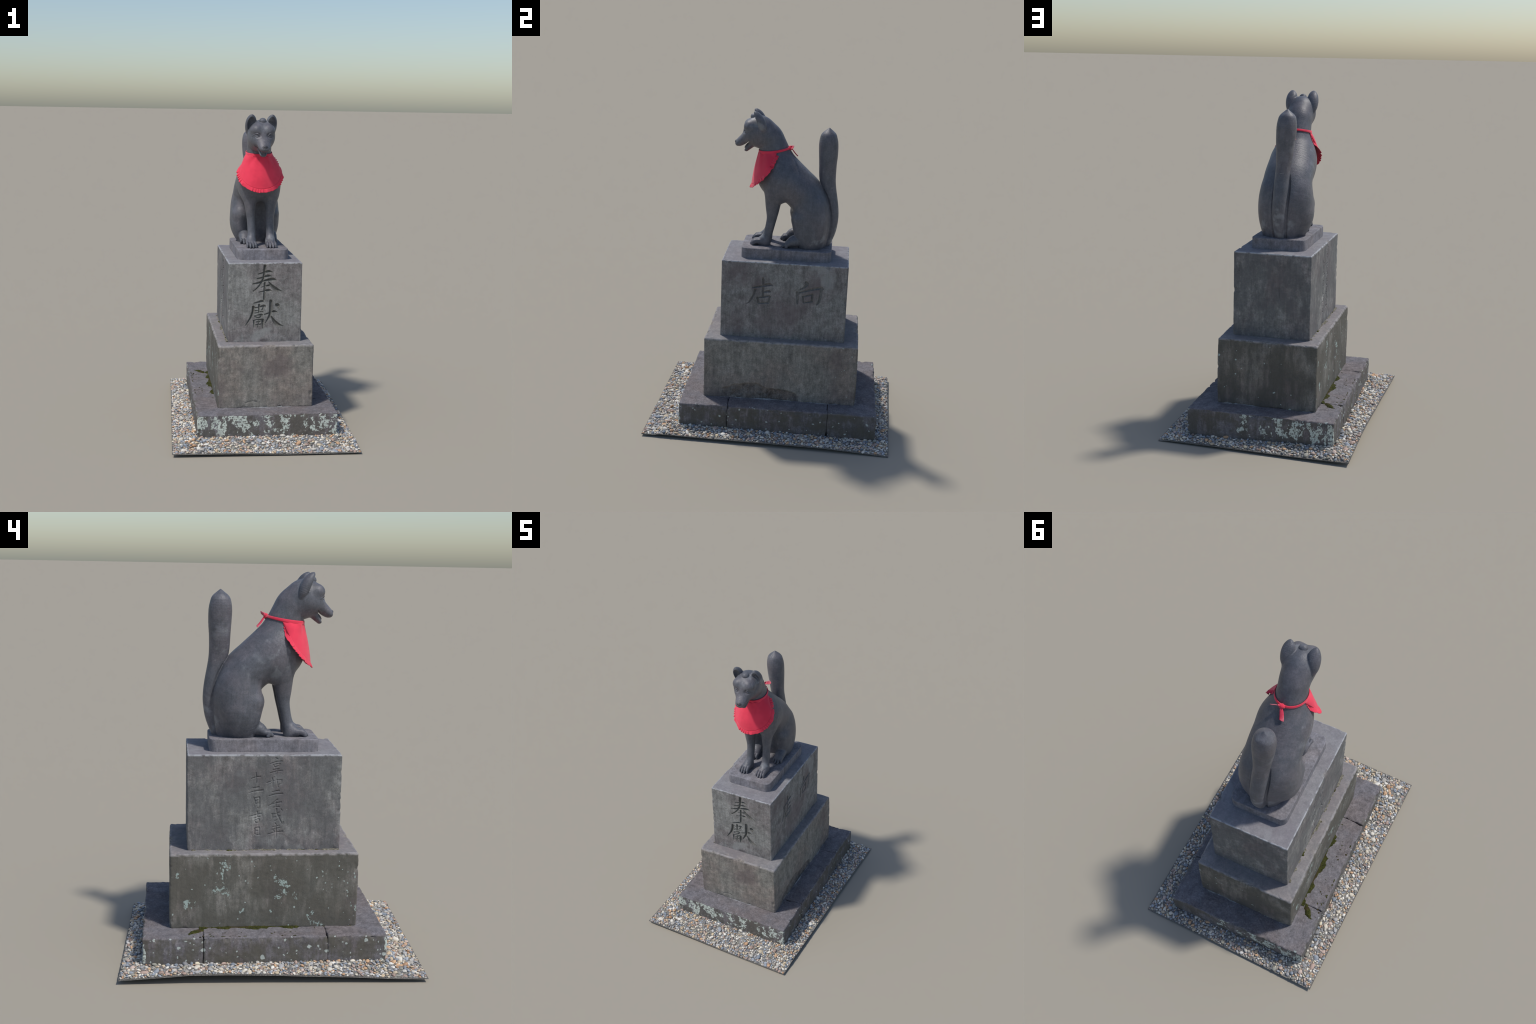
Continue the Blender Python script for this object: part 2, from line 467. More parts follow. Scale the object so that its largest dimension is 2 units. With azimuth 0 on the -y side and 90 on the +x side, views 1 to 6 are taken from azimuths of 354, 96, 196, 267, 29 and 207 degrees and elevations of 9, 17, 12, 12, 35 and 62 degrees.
def surface_nets(lo, hi, h):
    n = [int(math.ceil((b - a) / h)) for a, b in zip(lo, hi)]
    ax = [(lo[i] + h * np.arange(n[i])).astype(F) for i in range(3)]
    D = np.full(n, 0.05, F)
    for _, f, k, s in ops:
        pad = k + 2.5 * h
        sl = tuple(slice(max(0, int((f.lo[i] - pad - lo[i]) / h)), max(0, int((f.hi[i] + pad - lo[i]) / h) + 1)) for i in range(3))
        e = f(ax[0][sl[0]][:, None, None], ax[1][sl[1]][None, :, None], ax[2][sl[2]][None, None, :]).astype(F)
        d = D[sl]
        D[sl] = smin(d, e, k) if s > 0 else -smin(-d, e, k)
    S = D < 0
    c = np.zeros([m - 1 for m in n], np.int8)
    corner = [(a, b, d) for a in (0, 1) for b in (0, 1) for d in (0, 1)]
    for a, b, d in corner:
        c += S[a:n[0] - 1 + a, b:n[1] - 1 + b, d:n[2] - 1 + d]
    cell = np.argwhere((c > 0) & (c < 8))
    index = np.full(c.shape, -1, np.int32)
    index[tuple(cell.T)] = np.arange(len(cell))
    val = {o: D[cell[:, 0] + o[0], cell[:, 1] + o[1], cell[:, 2] + o[2]] for o in corner}
    acc, cnt = np.zeros((len(cell), 3)), np.zeros(len(cell))
    for o in corner:
        for i in range(3):
            if o[i] == 0:
                q = list(o); q[i] = 1
                a, b = val[o], val[tuple(q)]
                cross = (a < 0) != (b < 0)
                t = np.where(cross, a / np.where(cross, a - b, 1), 0)
                pos = np.tile(np.array(o, float), (len(cell), 1)); pos[:, i] = t
                acc += pos * cross[:, None]; cnt += cross
    v = np.array(lo) + h * (cell + acc / cnt[:, None])
    quads = []
    for i in range(3):
        j, k = (i + 1) % 3, (i + 2) % 3
        a = [slice(None)] * 3; b = [slice(None)] * 3
        a[i] = slice(0, n[i] - 1); b[i] = slice(1, n[i])
        e = np.argwhere(S[tuple(a)] != S[tuple(b)])
        e = e[(e[:, j] > 0) & (e[:, k] > 0) & (e[:, j] < n[j] - 1) & (e[:, k] < n[k] - 1)]
        inside = S[tuple(e.T)]
        ring = []
        for dj, dk in ((1, 1), (0, 1), (0, 0), (1, 0)):
            q = e.copy(); q[:, j] -= dj; q[:, k] -= dk
            ring.append(index[tuple(q.T)])
        q = np.stack(ring, 1)
        q[~inside] = q[~inside][:, ::-1]
        quads.append(q)
    return v, np.vstack(quads)


fox = thing("fox_statue", "seated dark stone fox statue wearing a red cloth bib", "fox statue", (*CENTRE, FOX_Z), TURN)
fv, fq = surface_nets((-.20, -.39, 1.140), (.20, .335, 2.012), .0028)
for _ in range(2):
    d0, gn = gradient(fv)
    fv = fv - gn * np.clip(d0, -.002, .002)[:, None]
_, gn = gradient(fv, 1e-3)
below = fv[:, 2] < 1.147
fv[below, 2] = np.maximum(fv[below, 2], 1.143)
labels = sorted({o[0] for o in ops})
raw = np.full((len(labels), len(fv)), 9.0, F)
for lab, f, k, s in ops:
    if s > 0:
        i = labels.index(lab)
        raw[i] = np.minimum(raw[i], f(*(fv[:, j].astype(F) for j in range(3))))
face_label = np.take_along_axis(np.argmin(raw, 0)[fq], np.zeros((len(fq), 1), int), 1)[:, 0]
fox_local = fv - np.array([0, 0, FOX_Z])
PART_NAME = {"ear_l": "ear", "ear_r": "ear", "hind_leg_l": "hind_leg", "hind_leg_r": "hind_leg", "foreleg_l": "foreleg", "foreleg_r": "foreleg", "jewel": "forehead_jewel"}


# ------------------------------------------------------------------ fox stone
def fox_stone(name, gain=1.0):
    N = Nodes(name)
    g = lambda c: tuple(x * gain for x in c)
    c = stone_base(N, g((.104, .109, .126)), g((.118, .113, .127)), g((.070, .076, .089)), g((.172, .177, .200)), streak=.35, patch=6, grain=.4, mottle=.4)
    x, y, z = N.xyz()
    # pale patches scattered by noise, a thin mortar line where the tail was mended
    c = N.mix(N.mul(N.step(N.noise(14, 4), .52, .66), N.step(N.noise(4, 3), .5, .62), .55), c, (.27, .285, .30))
    line = N.add(z, N.mul(N.noise(40, 3), .014), N.mul(x, .12))
    m = N.mul(N.step(N.math("ABSOLUTE", N.math("SUBTRACT", line, .4585)), .0022, .001), N.step(y, .205, .215), N.step(N.noise(30, 3), .44, .56))
    c = N.mix(N.mul(m, .7), c, (.36, .34, .31))
    N.bsdf.inputs['Specular IOR Level'].default_value = .4
    return N.finish(c, .44)


FOX_MAT = fox_stone("fox_stone")
NOSE_SHADE_MAT = fox_stone("fox_nose_shade_stone", .5)  # fox stone darkened: shadow around the nostrils painted into the colour
for i, lab in enumerate(labels):
    keep = face_label == i
    if keep.any():
        sub_mesh(PART_NAME.get(lab, lab), fox_local, fq, keep, NOSE_SHADE_MAT if lab == "nose" else FOX_MAT, fox, gn)

# claws on every toe
def claw_mesh():
    bm = bmesh.new()
    rings = [(0, 0, .0036), (-.003, -.001, .0034), (-.0055, -.004, .0026), (-.0068, -.0085, .0012)]
    prev = None
    for y, z, r in rings:
        ring = [bm.verts.new((r * math.cos(a), y, z + r * math.sin(a) * 1.2)) for a in np.linspace(0, 2 * math.pi, 9)[:-1]]
        if prev:
            for i in range(8):
                bm.faces.new((prev[i], prev[(i + 1) % 8], ring[(i + 1) % 8], ring[i]))
        else:
            bm.faces.new(ring)
        prev = ring
    bm.faces.new(prev[::-1])
    bmesh.ops.recalc_face_normals(bm, faces=bm.faces)
    me = bpy.data.meshes.new("claw"); bm.to_mesh(me); bm.free()
    me.materials.append(FOX_MAT)
    me.polygons.foreach_set("use_smooth", np.ones(len(me.polygons), dtype=bool))
    return me


claw = claw_mesh()
for px, ytip in ((-.066, -.231), (.061, -.231), (-.086, -.050), (.094, -.030)):
    for off in (-.026, -.009, .009, .026):
        o = bpy.data.objects.new("claw", claw)
        hind = ytip > -.1
        yt = ytip + (.014 if hind else .010) * (abs(off) > .02) + (.008 if hind and off * px > 0 and abs(off) > .02 else 0)
        o.location = (px + off * 1.055, yt + .001, 1.168 - FOX_Z)
        link(o, fox)


# ------------------------------------------------------------------ plinth under the fox
def rounded_slab(name, hx, hy, z0, z1, corner, bevel, mat, parent, step=.004, rough=.0008):
    def outline(inset):
        r = corner - inset
        pts = []
        for cx, cy, a0 in ((hx - corner, hy - corner, 0), (-hx + corner, hy - corner, 90), (-hx + corner, -hy + corner, 180), (hx - corner, -hy + corner, 270)):
            for a in np.radians(np.linspace(a0, a0 + 90, 12)):
                pts.append((cx + r * math.cos(a), cy + r * math.sin(a)))
        full = []
        for (a, b), (c, d) in zip(pts, pts[1:] + pts[:1]):
            n = max(1, int(math.hypot(c - a, d - b) / .012))
            full += [(a + (c - a) * t / n, b + (d - b) * t / n) for t in range(n)]
        return np.array(full)
    rings = []
    prof = [(0, z0)] + [(0, z0 + (z1 - bevel - z0) * t) for t in np.linspace(.1, 1, 10)] + [(bevel * (1 - math.cos(a)), z1 - bevel + bevel * math.sin(a)) for a in np.radians((30, 60, 90))]
    base = outline(0)
    for inset, z in prof:
        o = outline(inset)
        rings.append(np.column_stack([o, np.full(len(o), z)]))
    top = rings[-1]
    for t in np.linspace(.93, .0, 22):
        rings.append(np.column_stack([top[:, :2] * t, np.full(len(top), z1)]))
    n = len(base)
    v = np.vstack(rings)
    v = v + fbm(v, 60, 3, 5)[:, None] * rough * np.sign(v) + np.array([0, 0, 1]) * (fbm(v, 12, 2, 9) * rough * 1.5)[:, None]
    f = np.array([(i * n + j, i * n + (j + 1) % n, (i + 1) * n + (j + 1) % n, (i + 1) * n + j) for i in range(len(rings) - 1) for j in range(n)])
    return mesh_object(name, v, f, mat, parent)


N = Nodes("plinth_stone")
PLINTH_MAT = N.finish(stone_base(N, (.205, .200, .218), (.205, .190, .198), (.125, .122, .134), (.28, .27, .29), .45, 5, .5), .85)
rounded_slab("plinth", .1625, .283, -.004, .066, .040, .004, PLINTH_MAT, fox)

# ------------------------------------------------------------------ bib
N = Nodes("red_cloth")
weave = N.t.nodes.new("ShaderNodeTexWave"); weave.inputs["Scale"].default_value = 700
N.t.links.new(N.coord, weave.inputs["Vector"])
col = N.mix(N.step(N.noise(9, 3), .4, .65), (.80, .046, .092), (.70, .036, .076))
N.bump(N.add(N.mul(weave.outputs["Fac"], .15), N.noise(40, 3)), .25, .002)
N.bsdf.inputs["Sheen Weight"].default_value = .25
CLOTH = N.finish(col, .9)
N = Nodes("faded_cloth")
FADED = N.finish(N.mix(N.step(N.noise(30, 3), .4, .62), (.74, .05, .10), (.72, .22, .26)), .9)


def march(origin, direction, clear=.003):
    """walk outwards from inside the fox until the surface is `clear` away"""
    o, d = np.asarray(origin, float), np.asarray(direction, float)
    t = np.zeros(len(d))
    for _ in range(60):
        f = field(o + d * t[:, None])
        t += np.where(f < clear, np.maximum(clear - f, .0006) * .8, 0)
    return o + d * t[:, None]


def push_out(p, clear):
    p = p.copy()
    for _ in range(4):
        d, g = gradient(p, 1e-3)
        p += g * np.maximum(clear - d, 0)[:, None]
    return p


BX = -.010
t_edge = [0, .2, .4, .55, .7, .82, .92, 1]
edge_w = [.080, .110, .135, .142, .132, .106, .064, 0]
edge_y = [-.088, -.107, -.126, -.147, -.176, -.209, -.238, -.254]
edge_z = [1.746, 1.695, 1.652, 1.613, 1.575, 1.542, 1.517, 1.505]
NA, NB = 181, 26
aa = np.linspace(-1, 1, NA)
te = 1 - np.abs(aa) ** 1.0
E = np.stack([BX + np.sign(aa) * np.interp(te, t_edge, edge_w), np.interp(te, t_edge, edge_y), np.interp(te, t_edge, edge_z)], 1)
ker = np.exp(-np.linspace(-2, 2, 13) ** 2); ker /= ker.sum()
for i in range(3):
    E[:, i] = np.convolve(np.pad(E[:, i], 6, mode="reflect", reflect_type="odd"), ker, "valid")
ang = aa * math.radians(100)
neck_c = np.array([-.012, -.112, 1.742])
ray = np.stack([np.sin(ang), -np.cos(ang), np.zeros(NA)], 1)
heights = 1.737 + .012 * np.abs(aa) ** 2
C = march(np.column_stack([np.full(NA, neck_c[0]), np.full(NA, neck_c[1]), heights]), ray, .0035)
C[0], C[-1] = (C[0] * .4 + E[0] * .6), (C[-1] * .4 + E[-1] * .6)
CUT = .90
rows = []
for b in np.linspace(0, CUT, NB):
    p = C * (1 - b) + E * b
    n = np.stack([np.sin(ang) * .8, -np.cos(ang), np.full(NA, .2)], 1)
    fold = .0022 * np.sin(aa * 23 + 2 * np.sin(aa * 5)) * np.exp(-b * 3) + .0015 * np.sin(aa * 9 + b * 4)
    p = p + n * (.004 * math.sin(math.pi * b) + fold)[:, None]
    rows.append(p)
G = np.stack(rows)
G = push_out(G.reshape(-1, 3), .0035).reshape(G.shape)
off = np.array([0, 0, -FOX_Z])
bib = solid_sheet(G + off, .002, "bib", CLOTH, fox)
# ruffle: gathered strip sewn round the edge
NR, MR = 541, 7
ar = np.linspace(-.97, .97, NR)
inner = np.stack([np.interp(ar, aa, G[-1, :, i]) for i in range(3)], 1)
outer = np.stack([np.interp(ar, aa, E[:, i]) for i in range(3)], 1)
tang = np.gradient(inner, axis=0); tang /= np.linalg.norm(tang, axis=1, keepdims=True)
outd = outer - inner
outd -= tang * np.sum(outd * tang, 1, keepdims=True)
ln = np.linalg.norm(outd, axis=1, keepdims=True)
outd /= np.maximum(ln, 1e-6)
nr = np.cross(tang, outd); nr *= np.sign(-nr[:, 1:2] + 1e-9)
arc = np.concatenate([[0], np.cumsum(np.linalg.norm(np.diff(inner, axis=0), axis=1))])
ph = arc / .027 + .9 * np.array([math.sin(3.1 * a / .08) for a in arc])
saw = (ph % 1.0)
pleat = np.where(saw < .75, saw / .75, (1 - saw) / .25) - .4
length = .021 + .0025 * vnoise(np.column_stack([arc, arc * 0, arc * 0]), 90, 3) + .0016 * pleat
R = []
for j, b in enumerate(np.linspace(0, 1, MR)):
    R.append(inner - outd * .002 + outd * (b * (length + .002))[:, None] + nr * (.0015 + pleat * .0085 * b ** .7 + .0025 * b)[:, None])
R = push_out(np.stack(R).reshape(-1, 3), .002).reshape(MR, NR, 3)
solid_sheet(R + off, .0015, "ruffle", CLOTH, bib)
# neck band and knot
NS = 121
sa = np.linspace(0, 2 * math.pi, NS, endpoint=False)
dirs = np.stack([np.sin(sa), -np.cos(sa), np.zeros(NS)], 1)
back = (1 - np.cos(sa)) / 2
zc = 1.741 + .032 * back ** 1.2
half = .0105 - .0050 * back
S = []
for b in np.linspace(-1, 1, 6):
    S.append(march(np.column_stack([np.full(NS, -.012), -.112 + .02 * back, zc + half * b]), dirs, .0032 + .0012 * (1 - b * b)))
solid_sheet(np.stack(S) + off, .003, "neck_band", CLOTH, bib, closed=True)


def ribbon(name, pts, widths, across, mat, twist=0.0):
    pts = np.array(pts, float); n = 24
    u = np.linspace(0, len(pts) - 1, n)
    c = np.stack([np.interp(u, range(len(pts)), pts[:, i]) for i in range(3)], 1)
    for i in range(3):
        c[:, i] = np.convolve(np.pad(c[:, i], 3, mode="reflect", reflect_type="odd"), np.ones(7) / 7, "valid")
    w = np.interp(u, range(len(pts)), widths)
    a = np.array(across, float); a /= np.linalg.norm(a)
    g = np.stack([c + a * (w * b)[:, None] + np.array([0, .003, 0]) * (1 - b * b) for b in np.linspace(-1, 1, 7)])
    return solid_sheet(g + off, .002, name, mat, bib)


knot_at = march(np.array([[-.008, -.10, 1.772]]), np.array([[0, 1.0, 0]]), .006)[0]
bm = bmesh.new()
bmesh.ops.create_icosphere(bm, subdivisions=3, radius=1)
kv = np.array([v.co for v in bm.verts])
kf = np.array([[v.index for v in f.verts] for f in bm.faces]); bm.free()
kp = kv * np.array([.017, .013, .014]) * (1 + .16 * np.sin(kv[:, :1] * 9 + kv[:, 2:] * 5))
mesh_object("knot", kp + knot_at + off, kf, CLOTH, bib)
k = knot_at
ribbon("tie", [k + (.004, .004, .002), k + (.026, .010, .012), k + (.040, .018, .012), k + (.052, .018, .010)], [.006, .012, .014, .004], (.1, .5, .8), FADED)
ribbon("tie", [k + (0, .006, 0), k + (-.008, .018, -.018), k + (-.016, .034, -.040), k + (-.020, .046, -.052)], [.006, .011, .012, .012], (1, .1, .4), FADED)
ribbon("tie", [k + (.0, .002, .004), k + (.010, .006, .012), k + (.016, .010, .018)], [.004, .007, .003], (.3, .8, .3), FADED)


# ================================================================== PEDESTAL
pedestal = thing("stone_pedestal", "stepped weathered grey stone pedestal with carved characters", "pedestal", (*CENTRE, 0), TURN)


def lattice_box(lo, hi, step):
    """closed box of quads on a regular lattice; returns positions, quads"""
    n = [max(2, int(round((b - a) / step))) for a, b in zip(lo, hi)]
    ids, quads = {}, []
    coords, base = [], 0
    index = {}
    keys = []
    for ax in range(3):
        u, w = (ax + 1) % 3, (ax + 2) % 3
        for side in (0, 1):
            U, W = np.meshgrid(np.arange(n[u] + 1), np.arange(n[w] + 1), indexing="ij")
            k = np.zeros((*U.shape, 3), np.int64)
            k[..., u], k[..., w], k[..., ax] = U, W, side * n[ax]
            key = (k[..., 0] * (n[1] + 1) + k[..., 1]) * (n[2] + 1) + k[..., 2]
            q = np.stack([key[:-1, :-1], key[1:, :-1], key[1:, 1:], key[:-1, 1:]], -1).reshape(-1, 4)
            keys.append(q if side else q[:, ::-1])
    q = np.vstack(keys)
    uniq, inv = np.unique(q, return_inverse=True)
    k2 = uniq % (n[2] + 1); k1 = (uniq // (n[2] + 1)) % (n[1] + 1); k0 = uniq // ((n[2] + 1) * (n[1] + 1))
    kk = np.column_stack([k0, k1, k2]).astype(float)
    v = np.array(lo) + kk / np.array(n) * (np.array(hi) - np.array(lo))
    return v, inv.reshape(q.shape)


def worn_block(lo, hi, step, radius, seed, chip=.004, rough=.0012, wave=.002):
    """box with rounded, unevenly worn edges and lightly uneven faces; returns verts, quads, outward face normal"""
    lo, hi = np.array(lo, float), np.array(hi, float)
    v, q = lattice_box(lo, hi, step)
    c, h = (lo + hi) / 2, (hi - lo) / 2
    flat = v - c
    r = radius * (1 + .55 * fbm(v, 14, 3, seed))[:, None]
    core = np.clip(flat, -(h - r), h - r)
    d = flat - core
    ln = np.linalg.norm(d, axis=1, keepdims=True)
    nrm = np.where(ln > 1e-9, d / np.maximum(ln, 1e-9), 0)
    p = core + nrm * r
    near = np.sort(h - np.abs(flat), axis=1)[:, 1]                        # distance to the nearest edge
    bite = sstep(.035, 0, near) * np.maximum(fbm(v, 22, 3, seed + 3) - .12, 0) * chip * 3
    dis = fbm(v, 7, 2, seed + 5) * wave + fbm(v, 55, 3, seed + 8) * rough - bite
    return p + c + nrm * dis[:, None], q, nrm, flat


def stroke_depth(s, t, strokes, centre, depth, fat=1.0, floor=0.0):
    """V-cut brush strokes: each stroke a smooth path of (mm, mm, half width mm) about the character's centre"""
    out = np.zeros(len(s))
    for st in strokes:
        a = np.array(st, float) / 1000
        if len(a) > 2:
            a = np.column_stack([spline(np.column_stack([a, a[:, 2]]), 5)[:, i] for i in (0, 1, 2)])
        a[:, 2] = np.maximum(a[:, 2] * fat, floor)
        lo = a[:, :2].min(0) + centre - .012; hi = a[:, :2].max(0) + centre + .012
        m = np.where((s > lo[0]) & (s < hi[0]) & (t > lo[1]) & (t < hi[1]))[0]
        if not len(m):
            continue
        P = np.column_stack([s[m], t[m]]) - centre
        best = np.zeros(len(m))
        for A, B in zip(a[:-1], a[1:]):
            ab = B[:2] - A[:2]
            u = np.clip(((P - A[:2]) @ ab) / max(ab @ ab, 1e-12), 0, 1)
            dist = np.linalg.norm(P - A[:2] - u[:, None] * ab, axis=1)
            w = A[2] + u * (B[2] - A[2])
            best = np.maximum(best, np.minimum((w - dist) * 1.5, depth))
        out[m] = np.maximum(out[m], best)
    return out


# carved characters: centre on the face (m), then strokes of (across, up, half width) in mm
CHARACTERS = {
    'offer': ((0.012, 0.962), [
        [(-54,56,2.9),(-28,63,4.5),(7,72,7.2),(31,68,1.3)],
        [(-62,27,2.9),(-35,32,4.8),(6,44,7.2),(27,41,1.3)],
        [(-90,-6,2.2),(-49,1,6.4),(-11,15,5.6),(34,22,8.3),(56,17,1.6)],
        [(-15,106,7.2),(-18,78,6.4),(-23,33,6.1),(-35,4,5.8),(-55,-25,4.5),(-87,-52,0.6)],
        [(8,8,1.9),(28,-16,6.4),(57,-41,9.6),(90,-52,1.0)],
        [(-36,-27,2.2),(-14,-21,3.2),(12,-16,5.1)],
        [(-50,-58,2.2),(-21,-53,4.5),(8,-47,7.2),(27,-48,1.6)],
        [(-15,0,5.1),(-16,-40,5.4),(-17,-72,5.8),(-18,-106,4.0)],
    ]),
    'present': ((-0.002, 0.761), [
        [(-68,73,2.3),(-40,79,5.2),(-17,85,6.8),(-6,79,1.3)],
        [(-71,48,7.3),(-73,20,6.8),(-83,-12,6.1),(-101,-43,4.2),(-118,-67,0.6)],
        [(-63,43,4.0),(-39,46,2.9),(-6,55,6.8),(7,47,1.6)],
        [(-6,53,5.7),(-12,34,3.6),(-20,29,2.3)],
        [(-34,62,5.7),(-35,34,3.9),(-37,10,2.9)],
        [(-60,26,2.9),(-44,25,2.6)],
        [(-60,10,2.9),(-44,12,2.9)],
        [(-28,18,3.2),(-11,17,3.6)],
        [(-61,-6,1.9),(-38,-3,3.6),(-19,-2,6.5),(-11,-5,1.3)],
        [(-59,-13,3.6),(-43,-20,3.6),(-25,-15,4.2),(-19,-5,3.6)],
        [(-67,-39,4.5),(-65,-58,4.2),(-66,-81,1.9)],
        [(-67,-37,3.2),(-41,-32,3.6),(-9,-35,6.5)],
        [(-11,-35,6.8),(-9,-57,6.8),(-11,-85,2.9)],
        [(-51,-47,2.6),(-27,-44,3.6)],
        [(-54,-65,2.3),(-25,-62,3.6)],
        [(-38,-37,2.6),(-38,-57,2.9),(-40,-78,1.9)],
        [(39,84,8.4),(39,43,8.1),(35,2,6.8),(23,-27,5.2),(6,-54,0.6)],
        [(-2,0,2.3),(19,6,4.2),(45,16,3.2),(61,19,6.1),(80,16,1.3)],
        [(42,-11,2.6),(57,-35,6.5),(79,-60,9.4),(118,-75,0.8)],
        [(71,66,3.2),(81,59,9.7),(89,54,4.0),(85,43,1.3)],
    ]),
    'shop': ((-0.151, 0.899), [
        [(18,87,6.2),(21,65,6.2),(20,42,4.9)],
        [(-47,22,3.5),(10,35,5.9),(58,48,8.9),(80,43,2.0)],
        [(-28,8,5.9),(-38,-28,5.9),(-63,-73,3.5),(-80,-87,0.7)],
        [(20,24,6.4),(22,-32,5.9)],
        [(21,-4,3.5),(55,4,6.9),(69,2,2.0)],
        [(-13,-44,5.9),(-3,-77,5.4)],
        [(-6,-41,3.5),(27,-36,4.0),(58,-28,5.9),(73,-33,2.5)],
        [(64,-34,5.4),(58,-73,5.4)],
        [(-5,-80,4.5),(53,-71,5.4)],
    ]),
    'facing': ((0.164, 0.905), [
        [(-26,71,7.4),(-19,59,8.7),(-41,35,4.9),(-61,24,1.2)],
        [(-80,0,7.4),(-76,-38,7.4),(-75,-71,4.9)],
        [(-64,1,4.0),(-3,22,6.4),(63,39,8.4),(80,33,4.9)],
        [(71,32,7.4),(68,-8,7.4),(59,-50,6.9),(48,-71,4.5)],
        [(-42,-25,5.4),(-37,-64,4.9)],
        [(-36,-23,4.0),(13,-7,6.4)],
        [(16,-9,5.9),(13,-48,5.4)],
        [(-37,-64,3.5),(18,-52,4.5)],
    ]),
    'ten': ((-0.049, 0.970), [
        [(-23,-4,1.8),(0,3,2.7),(23,7,3.0)],
        [(1,27,2.1),(3,3,2.7),(3,-27,1.2)],
    ]),
    'two': ((-0.047, 0.907), [
        [(-15,9,1.8),(14,15,3.0)],
        [(-35,-15,2.1),(3,-6,3.2),(35,-2,3.8)],
    ]),
    'receive': ((0.055, 1.030), [
        [(-3,43,2.1),(6,38,2.7)],
        [(-31,13,1.8),(1,23,2.4),(30,26,2.4)],
        [(-15,8,2.1),(-7,-4,2.1)],
        [(-14,8,1.8),(17,14,2.1),(14,2,2.1)],
        [(-7,-4,1.8),(14,2,2.1)],
        [(-16,-19,2.1),(13,-13,2.1),(5,-22,2.4)],
        [(6,-22,2.4),(5,-34,2.4),(-1,-43,1.8)],
        [(-30,-35,1.8),(2,-26,2.1),(31,-22,2.4)],
    ]),
    'harmony': ((0.047, 0.948), [
        [(-7,23,2.1),(-1,26,2.1)],
        [(-39,-4,1.8),(-15,4,2.4),(-2,7,1.5)],
        [(-11,20,3.0),(-9,-4,3.0),(-9,-26,1.2)],
        [(-12,-2,1.8),(-23,-13,1.2)],
        [(12,13,2.1),(19,-25,2.4)],
        [(14,10,1.5),(39,10,2.4)],
        [(37,8,2.4),(35,-11,2.1)],
        [(20,-13,1.8),(36,-11,1.8)],
    ]),
    'second': ((0.055, 0.889), [
        [(-18,7,2.1),(16,14,3.0)],
        [(-34,-14,2.1),(1,-5,3.0),(34,-2,3.2)],
    ]),
    'ninth_stem': ((0.051, 0.835), [
        [(13,21,3.3),(-5,6,2.3),(-21,-7,1.3)],
        [(-33,-12,2.0),(3,1,2.7),(33,7,3.3)],
        [(5,11,2.7),(5,-14,2.7)],
        [(-9,-21,2.0),(23,-17,3.0)],
    ]),
    'dog_branch': ((0.064, 0.767), [
        [(-29,11,2.3),(-1,13,2.0),(10,21,2.7)],
        [(-24,13,3.0),(-25,-9,2.7),(-33,-26,1.3)],
        [(-4,40,3.3),(-1,15,3.0),(13,-14,3.3),(28,-40,2.0),(33,-30,1.0)],
        [(20,38,2.3),(25,31,2.7)],
        [(-12,-24,1.7),(3,-18,2.0),(14,3,2.7)],
        [(-20,-6,2.0),(-7,-4,1.7)],
    ]),
    'year': ((0.055, 0.691), [
        [(0,39,2.3),(5,31,2.3)],
        [(-13,19,1.7),(20,27,2.7)],
        [(-16,5,1.7),(4,9,2.0),(23,15,2.7)],
        [(-8,4,2.3),(-4,-8,1.7)],
        [(-39,-20,2.0),(-1,-10,2.7),(39,-5,3.3)],
        [(5,22,2.7),(6,-7,3.0),(6,-39,1.0)],
    ]),
    'month': ((-0.042, 0.839), [
        [(-13,24,3.0),(-9,4,3.0),(-14,-17,1.3)],
        [(-11,24,1.7),(13,30,2.3)],
        [(13,30,3.3),(14,-2,3.3),(14,-30,3.0),(6,-27,1.3)],
        [(-5,10,2.0),(7,15,2.0)],
        [(-4,-5,2.0),(7,-2,2.0)],
    ]),
    'lucky': ((-0.048, 0.763), [
        [(-29,4,2.0),(2,12,3.0),(29,19,3.3)],
        [(9,30,3.0),(10,2,2.7)],
        [(-10,-7,2.0),(23,2,3.0)],
        [(-4,-19,2.3),(4,-30,2.3)],
        [(-3,-17,1.7),(20,-10,2.7),(17,-29,2.3)],
        [(4,-30,2.0),(17,-29,2.0)],
    ]),
    'day': ((-0.038, 0.688), [
        [(-12,15,3.0),(-12,-16,2.7)],
        [(-12,16,2.0),(9,21,2.7)],
        [(11,21,3.3),(13,-21,3.0)],
        [(-13,-15,2.0),(13,-21,2.3)],
        [(-5,1,1.3),(5,3,1.3)],
    ]),
}
FRONT = ("offer", "present")
EAST = ("shop", "facing")

U_LO, U_HI = (-.2310, -.394, .584), (.2310, .396, 1.090)
uv, uq, un, _ = worn_block(U_LO, U_HI, .0022, .0055, 11, chip=.0035, rough=.0007, wave=.0012)
groove = np.zeros(len(uv))
owner = np.full(len(uv), -1)
ax_dom = np.argmax(np.abs(un), 1)
for gi, (name, (cen, strokes)) in enumerate(CHARACTERS.items()):
    if name in FRONT:
        m = np.where((ax_dom == 1) & (un[:, 1] < -.9))[0]; s, t, dep, fat, floor = uv[m, 0], uv[m, 2], .011, 1.28, .0026
    elif name in EAST:
        m = np.where((ax_dom == 0) & (un[:, 0] > .9))[0]; s, t, dep, fat, floor = uv[m, 1], uv[m, 2], .0065, 1.1, .0025
    else:
        m = np.where((ax_dom == 0) & (un[:, 0] < -.9))[0]; s, t, dep, fat, floor = -uv[m, 1], uv[m, 2], .0042, 1.35, .0028
    d = stroke_depth(s, t, strokes, np.array(cen), dep, fat, floor)
    hit = d > groove[m]
    groove[m[hit]] = d[hit]; owner[m[hit]] = gi
